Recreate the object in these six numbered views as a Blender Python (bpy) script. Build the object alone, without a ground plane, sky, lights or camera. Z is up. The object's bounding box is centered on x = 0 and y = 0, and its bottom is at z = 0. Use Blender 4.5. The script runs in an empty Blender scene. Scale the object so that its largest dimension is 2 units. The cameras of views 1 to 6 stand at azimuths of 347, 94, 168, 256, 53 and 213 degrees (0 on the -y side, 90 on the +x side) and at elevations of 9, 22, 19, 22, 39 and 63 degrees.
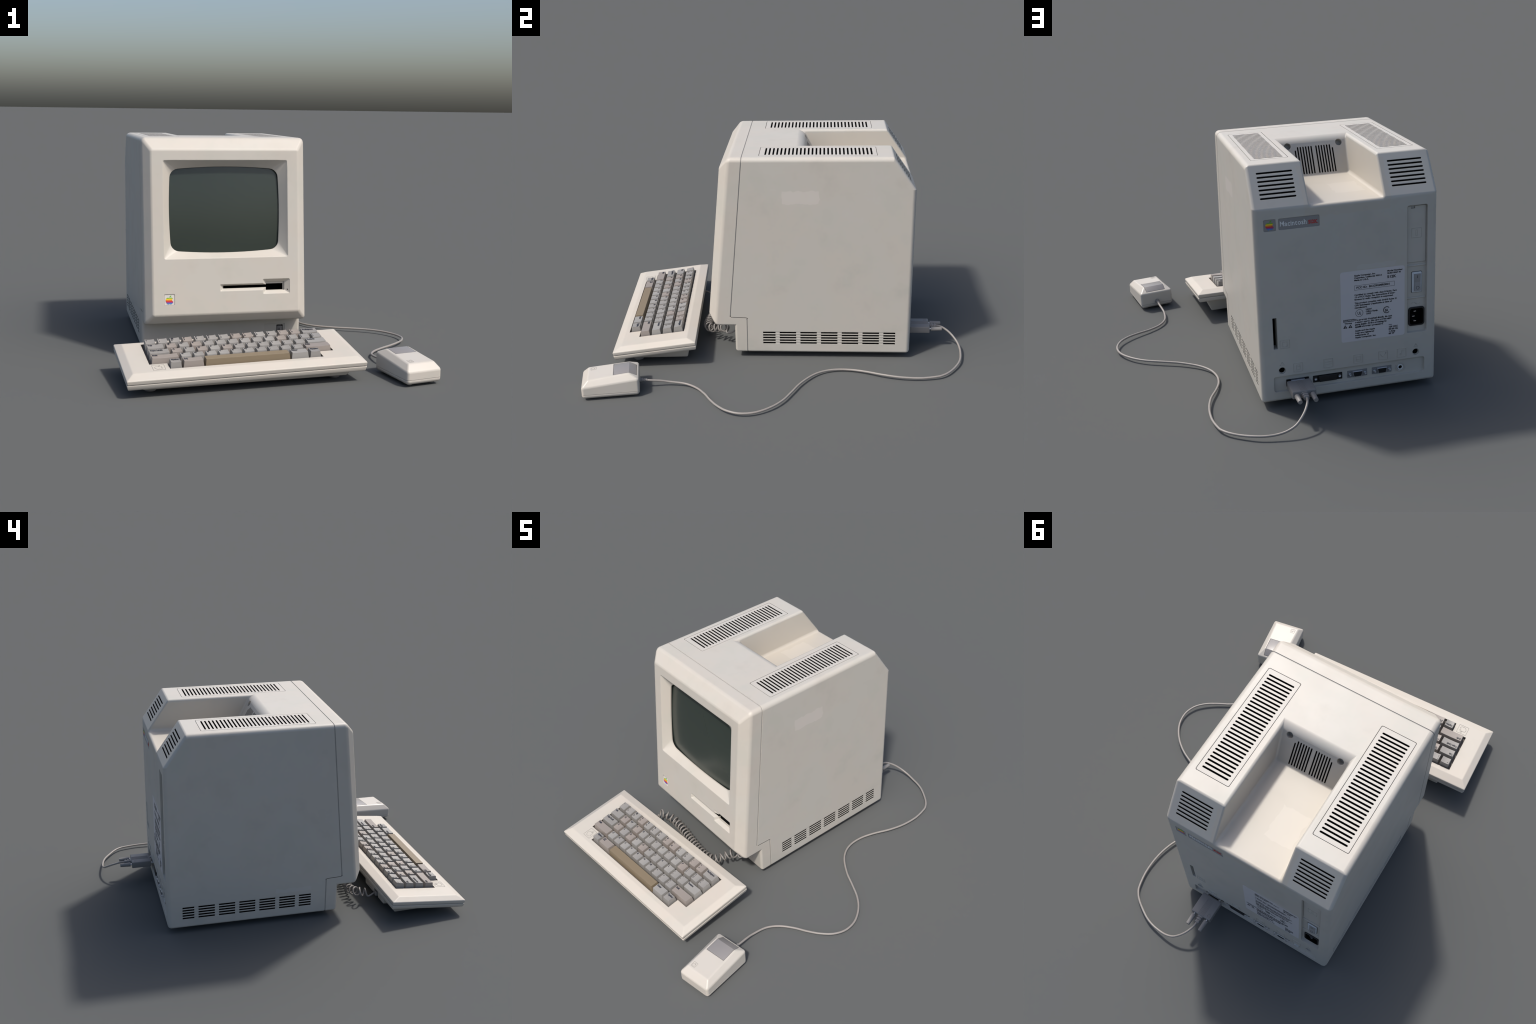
import bpy, bmesh, math, random
from mathutils import Vector, Matrix

random.seed(7)
PI = math.pi

# ------------------------------------------------------------------ materials
def new_mat(name):
    m = bpy.data.materials.new(name)
    m.use_nodes = True
    nt = m.node_tree
    return m, nt, nt.nodes['Principled BSDF']

def node(nt, kind, **inputs):
    n = nt.nodes.new(kind)
    for k, v in inputs.items():
        n.inputs[k.replace('_', ' ')].default_value = v
    return n

def math_node(nt, op, a, b=None):
    n = nt.nodes.new('ShaderNodeMath'); n.operation = op
    for i, v in enumerate((a, b)):
        if v is None: continue
        if hasattr(v, 'links'): nt.links.new(v, n.inputs[i])
        else: n.inputs[i].default_value = v
    return n.outputs[0]

def mix_color(nt, fac, a, b):
    n = nt.nodes.new('ShaderNodeMix'); n.data_type = 'RGBA'
    for sock, v in ((n.inputs['Factor'], fac), (n.inputs['A'], a), (n.inputs['B'], b)):
        if hasattr(v, 'links'): nt.links.new(v, sock)
        elif isinstance(v, (int, float)): sock.default_value = v
        else: sock.default_value = (*v, 1)
    return n.outputs['Result']

def smooth_range(nt, v, a, b):
    n = nt.nodes.new('ShaderNodeMapRange'); n.interpolation_type = 'SMOOTHSTEP'
    nt.links.new(v, n.inputs['Value'])
    n.inputs['From Min'].default_value = a; n.inputs['From Max'].default_value = b
    return n.outputs['Result']

def noise(nt, coord, scale, detail=3.0, rough=0.55):
    n = node(nt, 'ShaderNodeTexNoise', Scale=scale, Detail=detail, Roughness=rough)
    nt.links.new(coord, n.inputs['Vector'])
    return n.outputs['Fac']

def plastic(name, base, blotch=0.10, rough=0.45, bevel=0.003, grime=None, patches=(), warm=None, cool=None):
    """Aged moulded plastic: slow hue blotches, smudges, faint grain; optional rectangular tape marks."""
    m, nt, p = new_mat(name)
    tc = nt.nodes.new('ShaderNodeTexCoord'); co = tc.outputs['Object']
    warm = warm or tuple(c * k for c, k in zip(base, (1.015, 0.992, 0.980)))
    cool = cool or tuple(c * k for c, k in zip(base, (0.960, 0.972, 0.960)))
    n1 = smooth_range(nt, noise(nt, co, 3.2, 3), 0.40, 0.62)
    col = mix_color(nt, n1, base, warm)
    n2 = smooth_range(nt, noise(nt, co, 5.7, 4, 0.6), 0.48, 0.70)
    col = mix_color(nt, math_node(nt, 'MULTIPLY', n2, 0.9), col, cool)
    if grime:
        n3 = smooth_range(nt, noise(nt, co, 6.5, 6, 0.6), 0.52, 0.74)
        col = mix_color(nt, math_node(nt, 'MULTIPLY', n3, blotch * 3), col, grime)
    if patches:
        sep = nt.nodes.new('ShaderNodeSeparateXYZ')
        wob = node(nt, 'ShaderNodeTexNoise', Scale=22.0, Detail=2.0)
        nt.links.new(co, wob.inputs['Vector'])
        vm = nt.nodes.new('ShaderNodeVectorMath'); vm.operation = 'MULTIPLY_ADD'
        nt.links.new(wob.outputs['Color'], vm.inputs[0])
        vm.inputs[1].default_value = (0.03, 0.03, 0.03)
        vm2 = nt.nodes.new('ShaderNodeVectorMath'); vm2.operation = 'SUBTRACT'
        nt.links.new(co, vm.inputs[2]); nt.links.new(vm.outputs[0], vm2.inputs[0])
        vm2.inputs[1].default_value = (0.015, 0.015, 0.015)
        nt.links.new(vm2.outputs[0], sep.inputs[0])
        ax = sep.outputs
        for lo, hi, colour, amount in patches:
            f = None
            for i in range(3):
                a = smooth_range(nt, ax[i], lo[i] - 0.002, lo[i] + 0.002)
                b = smooth_range(nt, ax[i], hi[i] + 0.002, hi[i] - 0.002)
                f = math_node(nt, 'MULTIPLY', a, b) if f is None else math_node(nt, 'MULTIPLY', f, math_node(nt, 'MULTIPLY', a, b))
            col = mix_color(nt, math_node(nt, 'MULTIPLY', f, amount), col, colour)
    nt.links.new(col, p.inputs['Base Color'])
    r = node(nt, 'ShaderNodeMapRange')
    nt.links.new(noise(nt, co, 6.0, 4), r.inputs['Value'])
    r.inputs['To Min'].default_value = rough - 0.07; r.inputs['To Max'].default_value = rough + 0.07
    nt.links.new(r.outputs['Result'], p.inputs['Roughness'])
    p.inputs['Specular IOR Level'].default_value = 0.45
    last = None
    if bevel:
        bv = nt.nodes.new('ShaderNodeBevel'); bv.samples = 4
        bv.inputs['Radius'].default_value = bevel
        last = bv.outputs[0]
    bump = node(nt, 'ShaderNodeBump', Strength=0.05, Distance=0.001)
    nt.links.new(noise(nt, co, 420.0, 2), bump.inputs['Height'])
    if last: nt.links.new(last, bump.inputs['Normal'])
    nt.links.new(bump.outputs[0], p.inputs['Normal'])
    return m

def flat(name, colour, rough=0.5, metal=0.0, spec=0.5):
    m, nt, p = new_mat(name)
    tc = nt.nodes.new('ShaderNodeTexCoord')
    n = noise(nt, tc.outputs['Object'], 30.0, 2)
    c2 = tuple(c * 0.93 for c in colour)
    nt.links.new(mix_color(nt, n, colour, c2), p.inputs['Base Color'])
    p.inputs['Roughness'].default_value = rough
    p.inputs['Metallic'].default_value = metal
    p.inputs['Specular IOR Level'].default_value = spec
    return m

CASE = (0.484, 0.461, 0.416)
PALE = (0.500, 0.465, 0.412)
M_REAR = plastic('case_plastic_rear', CASE, grime=(0.40, 0.385, 0.345), rough=0.46, blotch=0.11, patches=[
    ((-0.425, 0.125, 0.90), (-0.03, 0.76, 1.108), (0.495, 0.448, 0.378), 0.6),
    ((0.15, 0.035, 0.884), (0.25, 0.222, 0.951), (0.565, 0.520, 0.480), 0.6),
    ((-0.355, 0.40, 0.93), (-0.222, 0.57, 0.985), (0.565, 0.523, 0.46), 0.42),
    ((-0.445, 0.70, 0.632), (-0.27, 0.80, 0.655), (0.52, 0.50, 0.475), 0.5),
    ((-0.70, -0.08, 0.178), (-0.60, 0.12, 0.20), (0.52, 0.50, 0.475), 0.5)])
M_FRONT = plastic('case_plastic_front', (0.494, 0.466, 0.417), grime=(0.435, 0.405, 0.355), rough=0.47)
M_VENT = plastic('vent_plastic', (0.490, 0.470, 0.430), rough=0.5, bevel=0.001)
M_KB = plastic('keyboard_plastic', PALE, rough=0.5, grime=(0.49, 0.44, 0.375))
M_MOUSE = plastic('mouse_plastic', (0.512, 0.480, 0.432), rough=0.36)
M_DARK = flat('slot_shade_black', (0.004, 0.004, 0.004), 0.9, spec=0.1)  # near-black colour stands in for the shade inside slots and holes
M_SEAM = flat('seam_plastic', (0.36, 0.345, 0.32), 0.7)
M_BLACK = flat('black_plastic', (0.008, 0.008, 0.009), 0.45)
M_WELL = flat('key_well_plastic', (0.10, 0.09, 0.08), 0.7)
M_BUTTON = plastic('mouse_button_plastic', (0.225, 0.213, 0.208), rough=0.34, bevel=0.0)
M_BUTTON.node_tree.nodes['Principled BSDF'].inputs['Specular IOR Level'].default_value = 0.9
M_CORD = plastic('cord_rubber', (0.27, 0.25, 0.232), rough=0.42, bevel=0.0)
M_PLUG = plastic('plug_plastic', (0.225, 0.215, 0.208), rough=0.5, bevel=0.001)
M_BADGE = plastic('badge_backing', (0.255, 0.25, 0.25), rough=0.35, bevel=0.0)
M_WHITE = flat('badge_white', (0.62, 0.585, 0.545), 0.35)
M_LABEL = plastic('label_backing', (0.57, 0.55, 0.56), rough=0.4, bevel=0.0)
M_INK = flat('ink_black', (0.012, 0.012, 0.014), 0.5)
M_LEGEND = flat('legend_ink', (0.045, 0.047, 0.06), 0.5)
M_ENGRAVE = flat('engraved_line', (0.24, 0.23, 0.21), 0.6)
M_SILVER = flat('silver_ink', (0.74, 0.75, 0.75), 0.35)
M_REDINK = flat('red_ink', (0.50, 0.03, 0.03), 0.4)
M_METAL = flat('plated_metal', (0.85, 0.85, 0.87), 0.34, 1.0)
M_DARKMETAL = flat('dark_metal', (0.10, 0.10, 0.105), 0.35, 1.0)
M_SWITCH = flat('switch_frame_plastic', (0.60, 0.62, 0.64), 0.35)
M_ROCKER = flat('switch_rocker_plastic', (0.30, 0.29, 0.285), 0.4)
M_BAND = [flat('rainbow_' + n, c, 0.4) for n, c in (
    ('green', (0.16, 0.40, 0.05)), ('yellow', (0.80, 0.55, 0.02)), ('orange', (0.72, 0.20, 0.02)),
    ('red', (0.55, 0.03, 0.04)), ('purple', (0.25, 0.05, 0.26)), ('blue', (0.03, 0.22, 0.55)))]

KEY_COLOURS = dict(grey=(0.250, 0.240, 0.227), light=(0.274, 0.265, 0.251), tan=(0.252, 0.222, 0.200),
                   cool=(0.240, 0.230, 0.217), space=(0.195, 0.152, 0.098))
M_KEY = {k: plastic('key_plastic_' + k, c, rough=0.45, bevel=0.0012) for k, c in KEY_COLOURS.items()}

def glass():
    m, nt, p = new_mat('picture_tube_glass')
    tc = nt.nodes.new('ShaderNodeTexCoord')
    n = noise(nt, tc.outputs['Object'], 2.0, 2)
    nt.links.new(mix_color(nt, n, (0.030, 0.040, 0.033), (0.024, 0.033, 0.028)), p.inputs['Base Color'])
    p.inputs['Roughness'].default_value = 0.22
    p.inputs['Specular IOR Level'].default_value = 0.5
    return m
M_GLASS = glass()

# ------------------------------------------------------------------ object helpers
def link(ob, parent=None):
    bpy.context.scene.collection.objects.link(ob)
    if parent: ob.parent = parent
    return ob

def thing(name, label, category, loc=(0, 0, 0)):
    e = bpy.data.objects.new(name, None)
    e.location = loc
    e['label'] = label; e['category'] = category
    return link(e)

def from_bm(name, bm, mats, parent=None, smooth=True, angle=32):
    bmesh.ops.recalc_face_normals(bm, faces=bm.faces)
    me = bpy.data.meshes.new(name); bm.to_mesh(me); bm.free()
    for m in (mats if isinstance(mats, (list, tuple)) else [mats]): me.materials.append(m)
    ob = bpy.data.objects.new(name, me)
    link(ob)
    if smooth: shade(ob, angle)
    if parent: set_parent(ob, parent)
    return ob

def set_parent(ob, parent):
    """Parent while keeping the place it was modelled in (all ancestors are unrotated empties or identity)."""
    ob.parent = parent
    bpy.context.view_layer.update()
    ob.matrix_parent_inverse = parent.matrix_world.inverted()

def shade(ob, angle=32):
    me = ob.data
    me.shade_smooth()
    me.set_sharp_from_angle(angle=math.radians(angle))

def bake(ob):
    """Apply all modifiers without operators."""
    dg = bpy.context.evaluated_depsgraph_get()
    me = bpy.data.meshes.new_from_object(ob.evaluated_get(dg), preserve_all_data_layers=True, depsgraph=dg)
    old = ob.data
    ob.modifiers.clear(); ob.data = me; me.name = old.name
    return ob

def volume(me):
    b = bmesh.new(); b.from_mesh(me); v = b.calc_volume(); b.free()
    return v

def boolean(ob, cutter, op='DIFFERENCE', keep=False, use_self=False):
    """Exact boolean; if touching faces make it go wrong, nudge the cutter a hair and try again."""
    before = ob.data.copy()
    v0, vc = volume(before), volume(cutter.data)
    for attempt in range(5):
        md = ob.modifiers.new('cut', 'BOOLEAN')
        md.operation = op; md.object = cutter; md.solver = 'EXACT'; md.use_self = use_self
        md.material_mode = 'TRANSFER'
        bpy.context.view_layer.update()
        bake(ob)
        v1 = volume(ob.data)
        if op == 'INTERSECT': ok = 0 < v1 < v0
        else: ok = v0 - vc * 1.02 <= v1 < v0
        if ok: break
        ob.data = before.copy()
        k = 0.00021 * (attempt + 1)
        cutter.location = (k, -k * 0.7, k * 0.6)
    if not keep: bpy.data.objects.remove(cutter, do_unlink=True)
    return ob

def weighted(ob, angle=32):
    shade(ob, angle)
    md = ob.modifiers.new('wn', 'WEIGHTED_NORMAL'); md.keep_sharp = True; md.weight = 80
    bpy.context.view_layer.update()
    return bake(ob)

def bevel_weights(bm, rule, limit):
    lay = bm.edges.layers.float.get('bevel_weight_edge') or bm.edges.layers.float.new('bevel_weight_edge')
    for e in bm.edges: e[lay] = rule(e) / limit

def bevel_mod(ob, width, segments=4, weight=False, angle=20):
    md = ob.modifiers.new('bev', 'BEVEL')
    md.width = width; md.segments = segments
    md.limit_method = 'WEIGHT' if weight else 'ANGLE'
    md.angle_limit = math.radians(angle)
    md.use_clamp_overlap = True
    bpy.context.view_layer.update()
    return bake(ob)

def add_prism(bm, pts, vec, mat=0):
    """Solid from a planar polygon (3D points) swept along vec."""
    a = [bm.verts.new(Vector(p)) for p in pts]
    b = [bm.verts.new(Vector(p) + Vector(vec)) for p in pts]
    fs = [bm.faces.new(a[::-1]), bm.faces.new(b)]
    n = len(pts)
    for i in range(n): fs.append(bm.faces.new((a[i], a[(i + 1) % n], b[(i + 1) % n], b[i])))
    for f in fs: f.material_index = mat
    return fs

def add_box(bm, lo, hi, mat=0):
    (x0, y0, z0), (x1, y1, z1) = lo, hi
    return add_prism(bm, [(x0, y0, z0), (x1, y0, z0), (x1, y1, z0), (x0, y1, z0)], (0, 0, z1 - z0), mat)

def loft(bm, rings, mat=0, mats=None, cap0=True, cap1=True):
    vs = [[bm.verts.new(Vector(p)) for p in r] for r in rings]
    n = len(vs[0])
    for k in range(len(vs) - 1):
        for i in range(n):
            f = bm.faces.new((vs[k][i], vs[k][(i + 1) % n], vs[k + 1][(i + 1) % n], vs[k + 1][i]))
            f.material_index = mats[k] if mats else mat
    if cap0: bm.faces.new(vs[0][::-1]).material_index = mats[0] if mats else mat
    if cap1: bm.faces.new(vs[-1]).material_index = mats[-1] if mats else mat
    return vs

def round_rect(x0, x1, y0, y1, r, n=5):
    pts = []
    for cx, cy, a0 in ((x1 - r, y1 - r, 0), (x0 + r, y1 - r, 90), (x0 + r, y0 + r, 180), (x1 - r, y0 + r, 270)):
        for i in range(n + 1):
            a = math.radians(a0 + 90 * i / n)
            pts.append((cx + r * math.cos(a), cy + r * math.sin(a)))
    return pts

def circle(cx, cy, r, n=24):
    return [(cx + r * math.cos(2 * PI * i / n), cy + r * math.sin(2 * PI * i / n)) for i in range(n)]

def catmull(pts, per=10, closed=False):
    P = [Vector(p) for p in pts]; out = []
    n = len(P); m = n if closed else n - 1
    for i in range(m):
        p0 = P[(i - 1) % n] if closed or i > 0 else P[0] * 2 - P[1]
        p1 = P[i]; p2 = P[(i + 1) % n]
        p3 = P[(i + 2) % n] if closed or i + 2 < n else P[-1] * 2 - P[-2]
        for k in range(per):
            t = k / per
            out.append(0.5 * ((2 * p1) + (p2 - p0) * t + (2 * p0 - 5 * p1 + 4 * p2 - p3) * t * t + (3 * p1 - p0 - 3 * p2 + p3) * t ** 3))
    if not closed: out.append(P[-1].copy())
    return out

def add_tube(bm, path, r, sides=10, mat=0, caps=True):
    path = [Vector(p) for p in path]
    t = (path[1] - path[0]).normalized()
    u = t.orthogonal().normalized()
    rings = []
    for i, p in enumerate(path):
        t2 = (path[min(i + 1, len(path) - 1)] - path[max(i - 1, 0)]).normalized()
        u = (t.rotation_difference(t2) @ u); u = (u - t2 * u.dot(t2)).normalized(); t = t2
        v = t.cross(u)
        rr = r(i / (len(path) - 1)) if callable(r) else r
        rings.append([p + (u * math.cos(2 * PI * k / sides) + v * math.sin(2 * PI * k / sides)) * rr for k in range(sides)])
    loft(bm, rings, mat, cap0=caps, cap1=caps)

def text_bm(bm, body, place, size, depth=0.0012, align='LEFT', xscale=1.0, bold=0.0, mat=0, spacing=1.0):
    """Add extruded lettering; place is a 4x4 (x along the line, y up the letters, z out of the surface)."""
    cu = bpy.data.curves.new('lettering', 'FONT')
    cu.body = body; cu.size = size; cu.extrude = depth / 2; cu.align_x = align; cu.offset = bold
    cu.space_character = spacing
    cu.resolution_u = 3
    ob = bpy.data.objects.new('lettering', cu); link(ob)
    bpy.context.view_layer.update()
    dg = bpy.context.evaluated_depsgraph_get()
    me = bpy.data.meshes.new_from_object(ob.evaluated_get(dg))
    n0 = len(bm.verts); f0 = len(bm.faces)
    bm.from_mesh(me)
    bm.verts.ensure_lookup_table(); bm.faces.ensure_lookup_table()
    S = place @ Matrix.Diagonal((xscale, 1, 1, 1))
    for v in bm.verts[n0:]: v.co = S @ v.co
    for f in bm.faces[f0:]: f.material_index = mat
    bpy.data.objects.remove(ob, do_unlink=True); bpy.data.curves.remove(cu); bpy.data.meshes.remove(me)

def frame(origin, xdir, ydir):
    x = Vector(xdir).normalized(); y = Vector(ydir); y = (y - x * y.dot(x)).normalized(); z = x.cross(y)
    M = Matrix((x, y, z)).transposed().to_4x4(); M.translation = Vector(origin)
    return M

APPLE = [(0.0, 0.055), (-0.13, 0.0), (-0.27, 0.08), (-0.39, 0.27), (-0.44, 0.46), (-0.39, 0.64), (-0.27, 0.745),
         (-0.13, 0.745), (0.0, 0.70), (0.13, 0.745), (0.26, 0.75), (0.385, 0.67), (0.315, 0.585), (0.285, 0.47),
         (0.325, 0.355), (0.43, 0.28), (0.365, 0.15), (0.26, 0.05), (0.13, 0.0)]
LEAF = [(0.0, 0.775), (0.02, 0.88), (0.09, 0.96), (0.20, 1.0), (0.19, 0.90), (0.12, 0.82)]

def fruit_outline(h):
    body = [Vector((p.x * h, p.y * h, 0)) for p in catmull([(x, y, 0) for x, y in APPLE], 5, True)]
    leaf = [Vector((p.x * h, p.y * h, 0)) for p in catmull([(x, y, 0) for x, y in LEAF], 4, True)]
    return body, leaf

def rainbow_fruit(name, M, h, depth, parent):
    bm = bmesh.new()
    for pts in fruit_outline(h):
        add_prism(bm, [p + Vector((0, 0, 0)) for p in pts], (0, 0, depth))
    cuts = [h * k for k in (0.645, 0.51, 0.385, 0.255, 0.125)]
    for c in cuts:
        bmesh.ops.bisect_plane(bm, geom=bm.verts[:] + bm.edges[:] + bm.faces[:], plane_co=(0, c, 0), plane_no=(0, 1, 0))
    for f in bm.faces:
        y = f.calc_center_median().y
        f.material_index = sum(1 for c in cuts if y < c)
    bm.transform(M)
    return from_bm(name, bm, M_BAND, parent, smooth=False)

def line_fruit(bm, M, h, r, mat=0):
    for pts in fruit_outline(h):
        P = pts + [pts[0], pts[1]]
        add_tube(bm, [M @ p for p in P], r, 5, mat)

# ================================================================== COMPUTER
computer = thing('compact_computer', 'beige upright all in one computer with small dark screen',
                 'computer', (-0.224, 0.2, 0.0))

X0, X3 = -0.6450, 0.1965
X1, X2 = -0.3990, -0.0550      # grip recess, at the rim
XF1, XF2 = -0.3860, -0.0660    # and at its floor
YC, ZC = 0.7205, 0.9525          # foot of the rear slope
YD, ZD = 0.6015, 1.1255          # head of the rear slope
BASE = 0.030
def front_y(z): return -0.288 + 0.1029 * (z - 1.064)
FN = Vector((0, -1, 0.1029)).normalized()
def FP(x, z, d=0.0): return Vector((x, front_y(z), z)) - FN * d

def body_solid():
    bm = bmesh.new()
    V = {}
    def v(k, x, y, z): V[k] = bm.verts.new((x, y, z))
    for s, x in ((0, X0), (3, X3)):
        v('A%d' % s, x, -0.230, BASE); v('B%d' % s, x, 0.7145, BASE); v('C%d' % s, x, YC, ZC); v('D%d' % s, x, YD, ZD)
        v('E%d' % s, x, -0.236, ZD); v('F%d' % s, x, -0.336, 0.188); v('G%d' % s, x, -0.230, 0.188)
        xi = -0.6025 if s == 0 else 0.1535
        v('T%d' % s, xi, front_y(1.066), 1.066); v('U%d' % s, xi, front_y(0.241), 0.241)
    for s, x, xf in ((1, X1, XF1), (2, X2, XF2)):
        v('C%d' % s, xf + (-0.010 if s == 1 else 0.007), YC, ZC); v('D%d' % s, x, YD, ZD); v('R%d' % s, x, 0.133, ZD); v('Q%d' % s, xf, 0.226, ZC)
    for names in ('A0 B0 C0 D0 E0 F0 G0', 'G3 F3 E3 D3 C3 B3 A3', 'A0 A3 B3 B0', 'B0 B3 C3 C2 C1 C0',
                  'C0 C1 D1 D0', 'C2 C3 D3 D2', 'D0 D1 R1 R2 D2 D3 E3 E0', 'C1 C2 Q2 Q1', 'D1 C1 Q1 R1',
                  'R2 Q2 C2 D2', 'R1 Q1 Q2 R2', 'E0 E3 T3 T0', 'T0 T3 U3 U0', 'F3 F0 U0 U3', 'E0 T0 U0 F0',
                  'F3 U3 T3 E3', 'F0 F3 G3 G0', 'G0 G3 A3 A0'):
        bm.faces.new([V[k] for k in names.split()])
    inv = {vv: k for k, vv in V.items()}
    big = 0.030
    R = {'E0E3': .014, 'T0T3': .008, 'U0U3': .008, 'T0U0': .008, 'T3U3': .008, 'E0F0': .012, 'E3F3': .012, 'F0F3': .012,
         'E0T0': .012, 'E3T3': .012, 'F0U0': .012, 'F3U3': .012, 'D0E0': .024, 'D3E3': .024, 'A0B0': .012, 'A3B3': .012, 'B0B3': .016,
         'B0C0': .022, 'B3C3': .022, 'C0D0': .016, 'C3D3': .016, 'C0C1': .006, 'C2C3': .006, 'C1C2': .015,
         'D0D1': .007, 'D2D3': .007, 'C1D1': .009, 'C2D2': .009, 'D1R1': .013, 'D2R2': .013, 'R1R2': .03,
         'Q1Q2': .006, 'C1Q1': .016, 'C2Q2': .016, 'Q1R1': .010, 'Q2R2': .010, 'A0A3': .018, 'F0G0': .012, 'F3G3': .012,
         'G0G3': .016, 'A0G0': .014, 'A3G3': .014}
    bevel_weights(bm, lambda e: R.get(''.join(sorted(inv[x] for x in e.verts)), 0.0), big)
    ob = from_bm('body_solid', bm, M_REAR, smooth=False)
    return bevel_mod(ob, big, 4, weight=True)

solid = body_solid()
core_mesh = solid.data.copy()
offs = [v.normal.copy() for v in core_mesh.vertices]
for v, n in zip(core_mesh.vertices, offs): v.co -= n * 0.0022

# the moulding seam between bezel and rear cover, as a path in (y, z)
SEAM = [(-0.168, 1.30), (-0.168, 1.125), (-0.2525, 0.240), (-0.1615, 0.236), (-0.1630, -0.10)]
def seam_shift(d):
    return [(y + d, z + (-0.6 * d if 2 <= i <= 3 else 0)) for i, (y, z) in enumerate(SEAM)]
def region(path, far):
    bm = bmesh.new()
    pts = [(-1.0, y, z) for y, z in path] + [(-1.0, far, path[-1][1]), (-1.0, far, path[0][1])]
    add_prism(bm, pts, (1.6, 0, 0))
    return from_bm('region', bm, M_SEAM, smooth=False)

bezel = bpy.data.objects.new('bezel', solid.data.copy()); link(bezel)
bezel.data.materials[0] = M_FRONT
g = region(seam_shift(-0.0025), -2.0); g.data.materials[0] = M_FRONT
boolean(bezel, g, 'INTERSECT')
rear = solid; rear.name = 'housing'; rear.data.name = 'housing'
g = region(seam_shift(0.0025), 2.0); g.data.materials[0] = M_REAR
boolean(rear, g, 'INTERSECT')

# liner that closes the seam from inside: the body shrunk a little, kept only round the seam
liner = bpy.data.objects.new('seam_liner', core_mesh); link(liner)
core_mesh.materials[0] = M_SEAM
g = region(seam_shift(-0.012), 2.0); g.data.materials[0] = M_SEAM
boolean(liner, g, 'INTERSECT')
g = region(seam_shift(0.012), -2.0); g.data.materials[0] = M_SEAM
boolean(liner, g, 'INTERSECT')

# ---- front bezel: screen surround, disk slot, badge pocket, cord jack
def fp_ring(pts, d): return [FP(x, z, d) for x, z in pts]

def rect_ring(x0, x1, z0, z1, r, n_side=14, n_c=5, bulge_x=0.0, bulge_z=0.0):
    """Rounded rectangle with optional outward bowed sides; fixed point count so rings can be lofted."""
    cx, cz, hx, hz = (x0 + x1) / 2, (z0 + z1) / 2, (x1 - x0) / 2, (z1 - z0) / 2
    raw = []
    cor = [(1, 1, 0), (-1, 1, 90), (-1, -1, 180), (1, -1, 270)]
    for i, (sx, sz, a0) in enumerate(cor):
        ox, oz = sx * (hx - r), sz * (hz - r)
        for k in range(n_c + 1):
            a = math.radians(a0 + 90 * k / n_c)
            raw.append((ox + r * math.cos(a), oz + r * math.sin(a)))
        nx, nz, na = cor[(i + 1) % 4]
        p = raw[-1]
        a = math.radians(na)
        q = (nx * (hx - r) + r * math.cos(a), nz * (hz - r) + r * math.sin(a))
        for k in range(1, n_side):
            t = k / n_side
            raw.append((p[0] + (q[0] - p[0]) * t, p[1] + (q[1] - p[1]) * t))
    out = []
    for x, z in raw:
        out.append((cx + x - bulge_x * math.copysign(1, x) * (abs(x) / hx) * (z / hz) ** 2,
                    cz + z - bulge_z * math.copysign(1, z) * (abs(z) / hz) * (x / hx) ** 2))
    return out

SX0, SX1, SZ0, SZ1 = -0.541, 0.0935, 0.5255, 1.012
OX0, OX1, OZ0, OZ1 = -0.511, 0.060, 0.549, 0.984
bm = bmesh.new()
inner = rect_ring(OX0, OX1, OZ0, OZ1, 0.040, bulge_x=0.008, bulge_z=0.014)
loft(bm, [fp_ring(rect_ring(SX0 - .0035, SX1 + .0035, SZ0 - .0035, SZ1 + .0035, .009), -0.03),
          fp_ring(rect_ring(SX0 - .0035, SX1 + .0035, SZ0 - .0035, SZ1 + .0035, .009), 0.0),
          fp_ring(rect_ring(SX0 - .001, SX1 + .001, SZ0 - .001, SZ1 + .001, .008), 0.0015),
          fp_ring(rect_ring(SX0 + .001, SX1 - .001, SZ0 + .001, SZ1 - .001, .008), 0.005),
          fp_ring(inner, 0.040),
          fp_ring([(x, z) for x, z in inner], 0.046),
          fp_ring([(x * .999 - .0002, z) for x, z in inner], 0.12)], mats=[0, 0, 0, 0, 0, 1, 1])
cut = from_bm('cut', bm, [M_FRONT, M_DARK], smooth=False)
boolean(bezel, cut)

def bevel_pocket(bm, x0, x1, z0, z1, ix0, ix1, iz0, iz1, d, r=0.004, deep=None):
    o = round_rect(x0, x1, z0, z1, r, 3); i = round_rect(ix0, ix1, iz0, iz1, 0.002, 3)
    e = round_rect(x0 - .0015, x1 + .0015, z0 - .0015, z1 + .0015, r + .001, 3)
    loft(bm, [fp_ring(e, -0.02), fp_ring(e, -0.0006), fp_ring(o, 0.0021), fp_ring(i, d), fp_ring(i, deep or d + .001)])

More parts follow.
